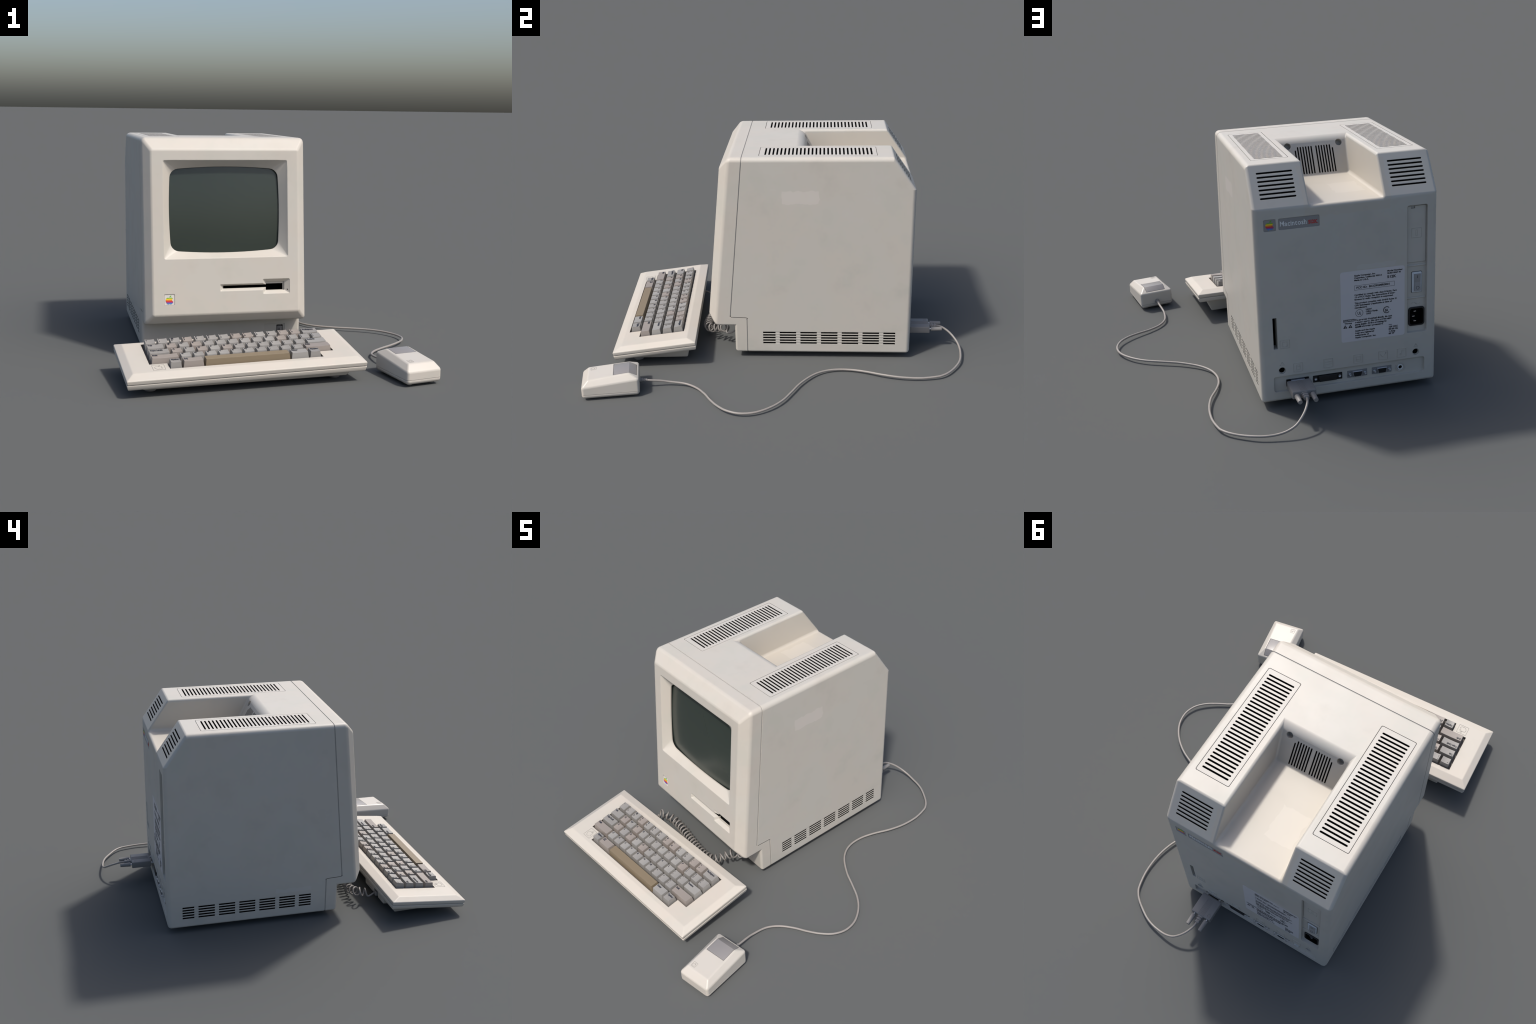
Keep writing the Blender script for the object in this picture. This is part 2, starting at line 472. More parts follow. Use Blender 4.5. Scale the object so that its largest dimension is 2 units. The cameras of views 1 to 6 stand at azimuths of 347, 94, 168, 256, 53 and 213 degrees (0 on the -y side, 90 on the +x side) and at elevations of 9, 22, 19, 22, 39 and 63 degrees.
bm = bmesh.new()
bevel_pocket(bm, -0.0375, 0.103, 0.3355, 0.4095, -0.019, 0.079, 0.3505, 0.396, 0.018, 0.006, deep=0.028)
cut = from_bm('cut', bm, [M_FRONT], smooth=False); boolean(bezel, cut)
bm = bmesh.new()
bevel_pocket(bm, -0.260, 0.0, 0.3558, 0.3885, -0.243, -0.008, 0.367, 0.3815, 0.016)
cut = from_bm('cut', bm, [M_FRONT], smooth=False); boolean(bezel, cut)
for (xa, xb, za, zb) in ((-0.2425, -0.01, 0.3675, 0.381), (-0.0185, 0.072, 0.352, 0.3845)):
    bm = bmesh.new()
    loft(bm, [[FP(x, z, d) for x, z in ((xa, za), (xb, za), (xb, zb), (xa, zb))] for d in (0.0155 if xa < -.1 else 0.02, 0.09)])
    cut = from_bm('cut', bm, [M_DARK], smooth=False); boolean(bezel, cut)
# pin hole beside the slot, shallow badge pocket
bm = bmesh.new()
loft(bm, [fp_ring(circle(0.0932, 0.353, 0.0028, 10), d) for d in (-0.01, 0.05)])
cut = from_bm('cut', bm, [M_DARK], smooth=False); boolean(bezel, cut)
bm = bmesh.new()
BX0, BX1, BZ0, BZ1 = -0.5465, -0.4935, 0.2935, 0.3480
loft(bm, [fp_ring(round_rect(BX0, BX1, BZ0, BZ1, .005, 3), -0.01), fp_ring(round_rect(BX0, BX1, BZ0, BZ1, .005, 3), 0.004)])
cut = from_bm('cut', bm, [M_FRONT], smooth=False); boolean(bezel, cut)
# cord jack under the chin: framed pocket with a dark socket
bm = bmesh.new()
add_box(bm, (0.005, -0.26, 0.075), (0.1135, -0.2265, 0.1425))
cut = from_bm('cut', bm, [M_FRONT], smooth=False); boolean(bezel, cut)
bm = bmesh.new()
add_box(bm, (0.071, -0.26, 0.098), (0.1045, -0.196, 0.1355))
cut = from_bm('cut', bm, [M_DARK], smooth=False); boolean(bezel, cut)
weighted(bezel, 30)
set_parent(bezel, computer); set_parent(liner, computer)

bm = bmesh.new()
loft(bm, [[(x - 0.552, y - 0.290, z) for x, y in circle(0, 0, r, 20)] for r, z in ((.010, 0.1845), (.014, 0.187), (.016, 0.20))])
from_bm('chin_plug', bm, flat('brown_rubber', (0.12, 0.085, 0.03), 0.6), computer)
# picture tube: bowed sheet behind the opening
bm = bmesh.new()
cx, cz = (OX0 + OX1) / 2, (OZ0 + OZ1) / 2
N = 28
grid = []
for j in range(N + 1):
    row = []
    for i in range(N + 1):
        a, b = -1.08 + 2.16 * i / N, -1.08 + 2.16 * j / N
        x = cx + a * (OX1 - OX0) / 2; z = cz + b * (OZ1 - OZ0) / 2
        d = 0.0412 + 0.008 * a * a + 0.006 * b * b
        row.append(bm.verts.new(FP(x, z, d)))
    grid.append(row)
back = [[bm.verts.new(v.co - FN * 0.006) for v in row] for row in grid]
for j in range(N):
    for i in range(N):
        bm.faces.new((grid[j][i], grid[j][i + 1], grid[j + 1][i + 1], grid[j + 1][i]))
        bm.faces.new((back[j][i], back[j + 1][i], back[j + 1][i + 1], back[j][i + 1]))
rim = [(0, i) for i in range(N)] + [(i, N) for i in range(N)] + [(N, N - i) for i in range(N)] + [(N - i, 0) for i in range(N)]
for k in range(len(rim)):
    a, b = rim[k], rim[(k + 1) % len(rim)]
    bm.faces.new((grid[a[0]][a[1]], back[a[0]][a[1]], back[b[0]][b[1]], grid[b[0]][b[1]]))
from_bm('screen', bm, M_GLASS, computer)

# front badge
bm = bmesh.new()
e = .0012
loft(bm, [fp_ring(round_rect(BX0 + e, BX1 - e, BZ0 + e, BZ1 - e, .0045, 3), d) for d in (0.006, 0.0022)])
badge = from_bm('badge', bm, M_WHITE, computer, smooth=False)
bm_c = FP((BX0 + BX1) / 2, BZ0 + 0.0045, 0.0022)
rainbow_fruit('emblem', frame(bm_c, (1, 0, 0), (0, 0.1029, 1)), 0.0445, 0.0012, badge)

# ---- rear housing cuts
SN = Vector((0, ZD - ZC, YD - YC)) ; SN = Vector((0, 0.168, 0.118)).normalized()   # slope normal
SD = Vector((0, YC - YD, ZC - ZD)).normalized()                                     # down the slope

def slot_prism(bm, p, along, half_len, across, half_w, normal, depth, out=0.01, mat=0):
    """Round-ended slot, sunk along -normal."""
    p, along, across, normal = (Vector(v) for v in (p, along, across, normal))
    pts = []
    for s, base in ((1, 0), (-1, 180)):
        for k in range(5):
            a = math.radians(base - 90 + 45 * k)
            pts.append(p + along * (s * (half_len - half_w)) + (along * math.cos(a) + across * math.sin(a)) * half_w)
    add_prism(bm, [q + normal * out for q in pts], -normal * (depth + out), mat)

bm = bmesh.new()
for xa, xb in ((-0.008, 0.1525), (-0.602, -0.4405)):
    for k in range(7):
        t = k / 6
        c = Vector(((xa + xb) / 2, 0.625 + 0.067 * t, 1.0895 - 0.0955 * t))
        c += SN * (0.006 - (c - Vector((0, YD, ZD))).dot(SN))
        slot_prism(bm, c, (1, 0, 0), (xb - xa) / 2, SD, 0.0040, SN, 0.012)
cut = from_bm('cut', bm, [M_DARK], smooth=False); boolean(rear, cut)

# recess back wall: two banks of grille slots and two deep screw wells
WN = Vector((0, ZD - ZC, 0.093)).normalized()      # normal of the leaning wall (faces back and up)
WD = Vector((0, 0.226 - 0.133, ZC - ZD)).normalized()
def wall(x, z): return Vector((x, 0.133 + (ZD - z) / (ZD - ZC) * 0.093, z))
bm = bmesh.new()
cols = [(-0.1345, 1.070)] + [(-0.148 - 0.0135 * k, 1.084) for k in range(6)] + \
       [(-0.2400 - 0.0135 * k, 1.084) for k in range(6)] + [(-0.3210, 1.070)]
for x, zt in cols:
    a, b = wall(x, zt), wall(x, 0.962)
    slot_prism(bm, (a + b) / 2, WD, (b - a).length / 2, (1, 0, 0), 0.0032, WN, 0.010)
cut = from_bm('cut', bm, [M_DARK], smooth=False); boolean(rear, cut)
for x in (-0.099, -0.356):
    bm = bmesh.new()
    c = wall(x, 1.090)
    M = frame(c, (1, 0, 0), -WD)
    loft(bm, [[M @ Vector((px, py, d)) for px, py in circle(0, 0, 0.0165, 20)] for d in (0.03, -0.013, -0.09)], mats=[0, 1, 1])
    cut = from_bm('cut', bm, [M_REAR, M_DARK], smooth=False); boolean(rear, cut)

# pockets for the two top vent panels
for xa, xb in ((-0.0185, 0.1530), (-0.6035, -0.4305)):
    bm = bmesh.new()
    loft(bm, [[(x, y, z) for x, y in round_rect(xa, xb, -0.083, 0.520, .007, 4)] for z in (1.2, 1.1165)])
    cut = from_bm('cut', bm, [M_DARK], smooth=False); boolean(rear, cut)

# side louvres: five shallow grooves with shallow pockets between bridges, shade painted in as black
for side, xs in ((1, X3), (-1, X0)):
    bm = bmesh.new(); bm2 = bmesh.new()
    for k in range(5):
        z = 0.1495 - 0.01545 * k
        slot_prism(bm, (xs, 0.2795, z), (0, 1, 0), 0.3565, (0, 0, 1), 0.0045, (side, 0, 0), 0.0007)
        edges = [-0.077] + [v for c in range(6) for v in (0.002 + 0.1118 * c - 0.0115, 0.002 + 0.1118 * c + 0.0115)] + [0.636]
        for a, b in zip(edges[::2], edges[1::2]):
            add_box(bm2, (min(xs + side * .01, xs - side * .012), a, z - .0043), (max(xs + side * .01, xs - side * .012), b, z + .0043))
    cut = from_bm('cut', bm, [M_REAR], smooth=False); boolean(rear, cut)
    cut = from_bm('cut', bm2, [M_DARK], smooth=False); boolean(rear, cut)

# back face (y = BY): everything read from behind, so x runs to the left
def BYf(z): return 0.7145 + 0.006 * (z - BASE) / (ZC - BASE)
def cut_back(pts, depth, mat, draft=0.0):
    bm = bmesh.new()
    zc = sum(p[1] for p in pts) / len(pts); xc = sum(p[0] for p in pts) / len(pts)
    k = 1 - draft
    loft(bm, [[(x, 0.76, z) for x, z in pts],
              [(xc + (x - xc) * (1 - draft), BYf(z) - depth, zc + (z - zc) * (1 - draft)) for x, z in pts]])
    c = from_bm('cut', bm, [mat], smooth=False)
    boolean(rear, c)

cut_back(round_rect(-0.5985, -0.5025, 0.286, 0.9025, .009, 4), 0.016, M_REAR)       # battery / power column
cut_back(round_rect(-0.589, 0.1365, 0.0785, 0.1560, .010, 4), 0.012, M_REAR)         # port strip
cut_back(round_rect(-0.0995, 0.0830, 0.8560, 0.9070, .005, 4), 0.003, M_REAR)        # name plate pocket
cut_back(round_rect(0.0955, 0.1490, 0.8545, 0.9075, .005, 4), 0.003, M_REAR)         # logo pocket
cut_back(round_rect(0.1115, 0.1305, 0.2945, 0.4475, .002, 2), 0.045, M_REAR)         # lock slot
bm = bmesh.new(); add_box(bm, (0.1120, 0.55, 0.2955), (0.1300, 0.6985, 0.4465))
boolean(rear, from_bm('cut', bm, [M_DARK], smooth=False))
for x in (0.0958, -0.5466):
    cut_back(circle(x, 0.1846, 0.0165, 24), 0.010, M_REAR)
    cut_back(circle(x, 0.1846, 0.0135, 20), 0.06, M_DARK)
cut_back(round_rect(-0.5885, -0.5180, 0.3180, 0.4040, .011, 4), 0.060, M_DARK)
weighted(rear, 30)
set_parent(rear, computer)

# ---- vent panels dropped into the pockets
def vent_panel(xa, xb):
    bm = bmesh.new()
    e = 0.0021
    loft(bm, [[(x, y, z) for x, y in round_rect(xa + e, xb - e, -0.083 + e, 0.520 - e, .006, 4)] for z in (1.1195, 1.1257)])
    ob = from_bm('vent_panel', bm, M_VENT, smooth=False)
    bm = bmesh.new()
    xc = (xa + xb) / 2
    for k in range(28):
        y = -0.050 + (0.542 / 27) * k
        slot_prism(bm, (xc, y, 1.125), (1, 0, 0), 0.0668, (0, 1, 0), 0.0045, (0, 0, 1), 0.05)
    boolean(ob, from_bm('cut', bm, [M_DARK], smooth=False))
    weighted(ob, 30)
    set_parent(ob, computer)
vent_panel(-0.0185, 0.1530)
vent_panel(-0.6035, -0.4305)

# ---- back details
def BM(x, z, out=0.0): return frame((x, BYf(z) + out, z), (-1, 0, 0), (0, 0.0076, 1))
def back_plate(name, x0, x1, z0, z1, r, y_off0, y_off1, mat, parent, bev=0.0):
    bm = bmesh.new()
    rings = [[(x, BYf(z) + o, z) for x, z in round_rect(x0, x1, z0, z1, r, 4)] for o in (y_off0, y_off1 - bev)]
    if bev:
        rings.append([(x, BYf(z) + y_off1, z) for x, z in round_rect(x0 + bev, x1 - bev, z0 + bev, z1 - bev, max(r - bev, .0005), 4)])
    loft(bm, rings)
    return from_bm(name, bm, mat, parent, smooth=bool(bev))

logo = back_plate('badge', 0.0965, 0.1480, 0.8555, 0.9065, .0045, -0.006, -0.0015, M_BADGE, computer)
rainbow_fruit('emblem', BM(0.1222, 0.8605, -0.0015), 0.0425, 0.0012, logo)
plate = back_plate('name_plate', -0.0985, 0.0820, 0.8570, 0.9060, .0045, -0.006, -0.0015, M_BADGE, computer)
def serif_line(txt, x, z, size, xs, stem, bold, mat, gap, width):
    """Letters set one by one, with slab feet and heads added to their upright stems."""
    feet = dict(M='lr', a='r', i='c', n='lr', h='lr', K='lr')
    heads = dict(M='lr', i='c', n='l', h='l', K='lr')
    out = bmesh.new()
    cur = 0.0
    for ch in txt:
        one = bmesh.new()
        text_bm(one, ch, Matrix.Identity(4), size, 0.0016, xscale=xs, bold=bold)
        lo = min(v.co.x for v in one.verts); hi = max(v.co.x for v in one.verts)
        cap = max(v.co.y for v in one.verts); xh = size * 0.47
        top = xh if ch in 'in' else cap
        w = stem * 1.15; t = size * 0.045
        for spec, y in ((feet.get(ch, ''), 0.0), (heads.get(ch, ''), top - t)):
            for k in spec:
                c = {'l': lo + stem / 2, 'r': hi - stem / 2, 'c': (lo + hi) / 2}[k]
                a0 = c - w; a1 = c + (w if y == 0 else stem / 2)
                add_box(one, (a0, y, -0.0008), (a1, y + t, 0.0008))
        one.transform(Matrix.Translation((cur - lo, 0, 0)))
        cur += hi - lo + gap
        me = bpy.data.meshes.new('letter'); one.to_mesh(me); one.free()
        out.from_mesh(me); bpy.data.meshes.remove(me)
    out.transform(Matrix.Diagonal((width / (cur - gap), 1, 1, 1)))
    out.transform(BM(x, z, -0.0013))
    from_bm('lettering', out, mat, plate, smooth=False)
    return cur
serif_line('Macintosh', 0.0765, 0.8715, 0.0325, 0.72, 0.0022, 0.0003, M_SILVER, 0.0022, 0.1180)
serif_line('512K', -0.0495, 0.8712, 0.0225, 0.78, 0.0032, 0.0006, M_REDINK, 0.0014, 0.0415)

# rating label with printed text
label = back_plate('rating_label', -0.4905, -0.1865, 0.2825, 0.6260, .011, -0.004, 0.0008, M_LABEL, computer)
bm = bmesh.new()
def line(txt, x, z, size, bold=0.00025, xs=1.0): text_bm(bm, txt, BM(x, z, 0.0004), size, 0.0016, xscale=xs, bold=bold)
S = 0.0102
def block(lines, x, z, size=S, step=0.0112, xs=1.12, bold=0.00045):
    for i, t in enumerate(lines): line(t, x, z - step * i, size, bold, xs)
block(['Apple Computer, Inc.', 'Cupertino, California 95014', 'Made in U.S.A.'], -0.2515, 0.6000)
block(['Model Number:', 'SLB010067 M'], -0.4075, 0.6045)
line('512K', -0.4070, 0.5735, 0.0175, 0.0007, 1.1)
line('FCC ID:  BCG9GMR0001', -0.2610, 0.5400, 0.0135, 0.0005, 1.12)
block(['Certified to comply with class B limits, Part', '15 of FCC Rules. See instructions if inter-', 'ference to radio reception is suspected.'], -0.2515, 0.5065)
block(['This product complies with DHHS Rules 21', 'CFR Subchapter J applicable at date of', 'manufacture.'], -0.2515, 0.4665)
block(['Listed', 'Office Equip.', '139Z'], -0.3040, 0.4310)
block(['To prevent electrical shock, do not', 'remove cover. No user serviceable', 'parts inside. Refer servicing to', 'qualified service personnel.'], -0.2520, 0.3830, 0.0112, 0.0112, 1.1, 0.0006)
block(['Apple and the Apple', 'Logo are registered', 'trademarks of', 'Apple Computer, Inc.'], -0.2518, 0.3300)
block(['120 VAC', '50-60 Hz', '1 Amp', '60 W'], -0.4130, 0.3280, 0.0108, 0.0112, 1.1, 0.0006)
line('~', -0.4130, 0.3370, 0.022, 0.0003, 1.3)
line('UL', -0.2645, 0.4125, 0.0200, 0.0004, 0.75)
line('SA', -0.3955, 0.4110, 0.0175, 0.0008, 0.75)
line('Warning', -0.2030, 0.3725, 0.0088, 0.0004, 1.1)
def strip(bm, x0, x1, z0, z1, mat=0):
    add_prism(bm, [(x, BYf(z) - 0.0005, z) for x, z in ((x0, z0), (x1, z0), (x1, z1), (x0, z1))], (0, 0.0018, 0), mat)
w = 0.0011
for a in ((-0.442, -0.2515, 0.5330, 0.5330 + w), (-0.442, -0.2515, 0.5545, 0.5545 + w), (-0.442, -0.442 + w, 0.5330, 0.5556), (-0.2526, -0.2515, 0.5330, 0.5556)):
    strip(bm, *a)
def ring(bm, x, z, r, w, a0=0, a1=360, n=28):
    pts = []
    for k in range(n + 1):
        a = math.radians(a0 + (a1 - a0) * k / n)
        pts.append(((x + math.cos(a) * (r - w), z + math.sin(a) * (r - w)), (x + math.cos(a) * r, z + math.sin(a) * r)))
    for (i0, o0), (i1, o1) in zip(pts[:-1], pts[1:]):
        add_prism(bm, [(q[0], BYf(q[1]) - 0.0005, q[1]) for q in (i0, o0, o1, i1)], (0, 0.0018, 0))
ring(bm, -0.2734, 0.4197, 0.0182, 0.0016)
ring(bm, -0.4040, 0.4185, 0.0168, 0.0036, 220, 500)
strip(bm, -0.4235, -0.4195, 0.4176, 0.4194)
strip(bm, -0.2500, -0.1965, 0.3830, 0.3945)
for x in (-0.2055, -0.2300):
    add_prism(bm, [(q[0], BYf(q[1]) - .0005, q[1]) for q in ((x - .0095, .352), (x + .0095, .352), (x, .369))], (0, 0.0018, 0))
from_bm('lettering', bm, M_INK, label, smooth=False)
bm = bmesh.new()
text_bm(bm, 'CAUTION', BM(-0.1985, 0.3855, 0.001), 0.0098, 0.0016, xscale=1.1, bold=0.0002)
for x in (-0.2055, -0.2300): text_bm(bm, '!', BM(x + 0.0015, 0.3545, 0.001), 0.011, 0.0016, bold=0.0003)
from_bm('lettering', bm, M_LABEL, label, smooth=False)

# power column: everything in it sits on the floor of the deep recess
CF = -0.016
SHX = -0.0072                      # the column is centred a little further out than the strip
cover = back_plate('battery_cover', -0.5950, -0.5060, 0.6285, 0.8960, .004, CF - .006, CF + 0.0035, M_REAR, computer, bev=0.001)
bm = bmesh.new(); add_box(bm, (-0.5425, 0.68, 0.8845), (-0.5245, 0.75, 0.9))
boolean(cover, from_bm('cut', bm, [M_DARK], smooth=False)); shade(cover, 30)
bm = bmesh.new()
def outline(bm, pts, r, off, mat=0):
    P = [Vector((x, BYf(z) + off, z)) for x, z in pts]
    add_tube(bm, P + [P[0], P[1]], r, 5, mat)
outline(bm, round_rect(-0.5735, -0.5285, 0.746, 0.791, .001, 2), 0.0009, CF + .0035)
outline(bm, round_rect(-0.5555, -0.5475, 0.754, 0.783, .003, 3), 0.0008, CF + .0035)
from_bm('engraved_mark', bm, M_REAR, cover)
back_plate('gap_backing_plate', -0.5968, -0.5042, 0.6265, 0.8990, .004, CF - .006, CF + 0.0010, M_SEAM, computer)  # darker plate added behind the cover; its edge stands in for the gap
for z in (0.6125, 0.4540):
    back_plate('rib', -0.5980, -0.5030, z - 0.004, z + 0.004, .002, CF - .004, CF + 0.0045, M_REAR, computer, bev=0.002)

# rocker switch
sw = back_plate('power_switch', -0.5797, -0.5277, 0.4790, 0.5825, .006, CF - .004, CF + 0.0014, M_BLACK, computer)
bm = bmesh.new()
outer = round_rect(-0.5777, -0.5297, 0.4810, 0.5805, .005, 4); inn = round_rect(-0.5717, -0.5397, 0.4895, 0.5720, .002, 4)
loft(bm, [[(x, BYf(z) + CF + o, z) for x, z in pts] for pts, o in ((outer, -0.004), (outer, 0.0036), (inn, 0.0060), (inn, -0.008))])
from_bm('switch_frame', bm, M_SWITCH, sw)
bm = bmesh.new()
add_prism(bm, [(-0.5712, BYf(z) + CF + o, z) for z, o in ((0.4900, -0.006), (0.4900, 0.0136), (0.5315, 0.0071), (0.5715, 0.0091), (0.5715, -0.006))], (0.031, 0, 0))
rk = from_bm('switch_rocker', bm, M_ROCKER, sw, smooth=False)
bevel_mod(rk, 0.001, 2)
bm = bmesh.new()
add_box(bm, (-0.5565, BYf(.559) + CF + .0080, 0.5520), (-0.5550, BYf(.559) + CF + 0.0098, 0.5650))
c = [Vector((x, BYf(z) + CF + 0.0134 - (z - 0.4900) / 0.0415 * 0.0065, z)) for x, z in circle(-0.5557, 0.5050, 0.0072, 18)]
add_tube(bm, c + [c[0]], 0.0009, 5)
from_bm('switch_mark', bm, M_INK, sw)

# mains inlet
inlet = back_plate('power_inlet', -0.5927, -0.5137, 0.3140, 0.4080, .014, CF - .014, CF + 0.0060, M_BLACK, computer, bev=0.002)
bm = bmesh.new()
loft(bm, [[(x, BYf(z) + o, z) for x, z in round_rect(-0.5857, -0.5207, 0.3210, 0.4010, .011, 4)] for o in (0.02, CF - 0.030)])
boolean(inlet, from_bm('cut', bm, [M_DARK], smooth=False)); shade(inlet, 30)
bm = bmesh.new()
for x, z in ((-0.548, 0.3840), (-0.541, 0.3595), (-0.548, 0.3355)):
    add_box(bm, (x - 0.0055, BYf(z) + CF - 0.026, z - 0.0016), (x + 0.0055, BYf(z) + CF - 0.003, z + 0.0016))
from_bm('prong', bm, M_METAL, inlet, smooth=False)
bm = bmesh.new()
add_tube(bm, [Vector((-0.529 - 0.040 * t, BYf(.43) + CF + .0003, 0.4265 + 0.0055 * math.sin(2 * PI * t))) for t in [i / 16 for i in range(17)]], 0.0016, 6)
from_bm('embossed_mark', bm, M_REAR, computer)

# sockets in the port strip
FLOOR = -0.012
def d_shell(x, z, hw, hh, name, shell_mat, face_mat, plate_hw, plate_hh, plate_mat):
    grp = back_plate(name, x - plate_hw, x + plate_hw, z - plate_hh, z + plate_hh, .002, FLOOR - .004, FLOOR + .0012, plate_mat, computer)
    bm = bmesh.new()
    def dee(s): return [(x - (hw + s), z + hh + s), (x + (hw + s), z + hh + s), (x + (hw + s) - 0.005, z - hh - s), (x - (hw + s) + 0.005, z - hh - s)]
    loft(bm, [[(a, BYf(b) + o, b) for a, b in dee(s)] for o, s in ((FLOOR - .002, 0.002), (FLOOR + .0095, 0.002), (FLOOR + .0105, 0.001), (FLOOR + .0105, 0.0))], cap1=False)
    from_bm('socket_shell', bm, shell_mat, grp, smooth=False)
    bm = bmesh.new()
    loft(bm, [[(a, BYf(b) + o, b) for a, b in dee(0)] for o in (FLOOR - .002, FLOOR + .0100)])
    from_bm('socket_face', bm, face_mat, grp, smooth=False)
    return grp
def jack_screw(grp, x, z, r=0.0058, length=0.016):
    bm = bmesh.new()
    ring_o = [(r if k % 1 == 0 else r) for k in range(6)]
    def c(rr, o, n=12): return [(a, BYf(b) + o, b) for a, b in circle(x, z, rr, n)]
    loft(bm, [c(r, FLOOR - .002), c(r, FLOOR + length * .45), c(r * .85, FLOOR + length * .5), c(r * .85, FLOOR + length), c(r * .5, FLOOR + length), c(r * .5, FLOOR + length - .006)])
    from_bm('jack_screw', bm, M_METAL, grp, smooth=True)

grp = d_shell(-0.1195, 0.1128, 0.0435, 0.0125, 'drive_socket', M_BLACK, M_DARKMETAL, 0.0703, 0.0172, M_BLACK)
for s in (-1, 1):
    bm = bmesh.new()
    loft(bm, [[(a, BYf(b) + o, b) for a, b in circle(-0.1195 + s * 0.0575, 0.1128, rr, 16)] for rr, o in ((0.0066, FLOOR), (0.0066, FLOOR + .005), (0.0048, FLOOR + .005), (0.0048, FLOOR + .0015))])
    from_bm('jack_screw', bm, M_METAL, grp)
for x in (-0.2625, -0.3825):
    grp = d_shell(x, 0.1122, 0.0215, 0.0115, 'serial_socket', M_METAL, M_BLACK, 0.0482, 0.0175, flat('socket_plate', (0.20, 0.20, 0.205), 0.4))
    for s in (-1, 1): jack_screw(grp, x + s * 0.0365, 0.1122)
# sound jack
bm = bmesh.new()
def bc(x, z, r, o, n=24): return [(a, BYf(b) + o, b) for a, b in circle(x, z, r, n)]
jx, jz = -0.4725, 0.1140
loft(bm, [bc(jx, jz, .023, FLOOR - .003), bc(jx, jz, .023, FLOOR + .003), bc(jx, jz, .021, FLOOR + .004), bc(jx, jz, .0180, FLOOR + .0012), bc(jx, jz, .0140, FLOOR + .0005), bc(jx, jz, .0140, FLOOR - .003)])
snd = from_bm('sound_socket', bm, M_REAR, computer)
bm = bmesh.new()
loft(bm, [bc(jx, jz, .0130, FLOOR - .003), bc(jx, jz, .0130, FLOOR + .006), bc(jx, jz, .0090, FLOOR + .006), bc(jx, jz, .0090, FLOOR + .001)], cap1=False)
from_bm('socket_shell', bm, M_SILVER, snd)
bm = bmesh.new()
loft(bm, [bc(jx, jz, .0090, FLOOR - .003), bc(jx, jz, .0090, FLOOR + .0025)])
from_bm('socket_face', bm, M_DARK, snd)
# mouse socket behind the plug
d_shell(0.0237, 0.1130, 0.0300, 0.0115, 'mouse_socket', M_METAL, M_BLACK, 0.0540, 0.0180, M_DARKMETAL)

# embossed port marks and arrows
bm = bmesh.new()
def emb(pts, r=0.0013, closed=True):
    P = [Vector((x, BYf(z) + 0.0002, z)) for x, z in pts]
    add_tube(bm, P + ([P[0], P[1]] if closed else []), r, 6)
for x in (0.0213, -0.1214, -0.2654, -0.3856, -0.4766):
    emb(round_rect(x - .0215, x + .0215, 0.1700, 0.2130, .002, 2))
emb(round_rect(0.0125, 0.0300, 0.179, 0.2045, .004, 3)); emb([(0.0125, .196), (0.0300, .196)], closed=False)
emb([(-0.1065, .199), (-0.1365, .199)], closed=False); emb([(-0.1065, .187), (-0.1365, .187)], closed=False)
emb(round_rect(-0.2760, -0.2550, 0.180, 0.204, .002, 2)); emb([(-0.2550, .188), (-0.2760, .188)], closed=False)
emb([(-0.3730, .196), (-0.3830, .183), (-0.4000, .203)], closed=False); emb(circle(-0.3990, .203, .003, 8))
emb(circle(-0.4730, .184, .0045, 10)); emb([(-0.4770, .185), (-0.4770, .204), (-0.4860, .199)], closed=False)
for x in (0.0955, -0.5470): emb([(x - .010, .212), (x + .010, .212), (x, .228)])
emb(round_rect(0.0565, 0.1010, 0.295, 0.335, .002, 2)); emb(round_rect(0.068, 0.089, 0.303, 0.327, .002, 2))
from_bm('embossed_mark', bm, M_REAR, computer)

# rubber feet under the base
foot_me = None
for x in (-0.56, 0.11):
    for y in (-0.12, 0.60):
        if foot_me is None:
            bm = bmesh.new()
            loft(bm, [[(a, b, z) for a, b in circle(0, 0, r, 24)] for r, z in ((.026, 0.0), (.030, 0.004), (.032, 0.045))])
            f = from_bm('rubber_foot', bm, M_BLACK); foot_me = f.data
        else:
            f = bpy.data.objects.new('rubber_foot', foot_me); link(f)
        f.location = (x, y, 0); set_parent(f, computer)

# ================================================================== KEYBOARD
KO = Vector((-0.23025, -0.686, 0.1170))
KX = Vector((0.99833, 0.05662, 0.0115)).normalized()
KY = Vector((-0.0576, 0.99087, 0.1219)); KY = (KY - KX * KX.dot(KY)).normalized()
KM = frame(KO, KX, KY)
keyboard = thing('keyboard', 'wide beige keyboard with grey keys and coiled cord', 'keyboard')
keyboard.matrix_world = KM
bpy.context.view_layer.update()
def kb(name, bm, mats, parent=None, **kw):
    """Object modelled in keyboard coordinates."""
    ob = from_bm(name, bm, mats, None, **kw)
    ob.parent = parent or keyboard
    return ob

HX, HY, PX, PY, PZ = 0.5700, 0.2250, 0.5355, 0.1790, 0.0172
def rect3(hx, hy, z): return [(-hx, -hy, z), (hx, -hy, z), (hx, hy, z), (-hx, hy, z)]
bm = bmesh.new()
loft(bm, [rect3(HX - .002, HY - .002, -0.0195), rect3(HX, HY, 0.0), rect3(PX, PY, PZ)])
case = from_bm('keyboard_case', bm, M_KB, smooth=False)
bevel_mod(case, 0.004, 3)
WL = [(-0.3640, -0.1560), (0.3715, -0.1560), (0.3715, -0.0915), (0.4450, -0.0915), (0.4450, 0.1555), (-0.4480, 0.1555), (-0.4480, -0.0915), (-0.3640, -0.0915)]
bm = bmesh.new()
add_prism(bm, [(x, y, 0.06) for x, y in WL], (0, 0, -0.056))
cut = from_bm('cut', bm, [M_WELL], smooth=False)
boolean(case, cut); weighted(case, 30); case.parent = keyboard

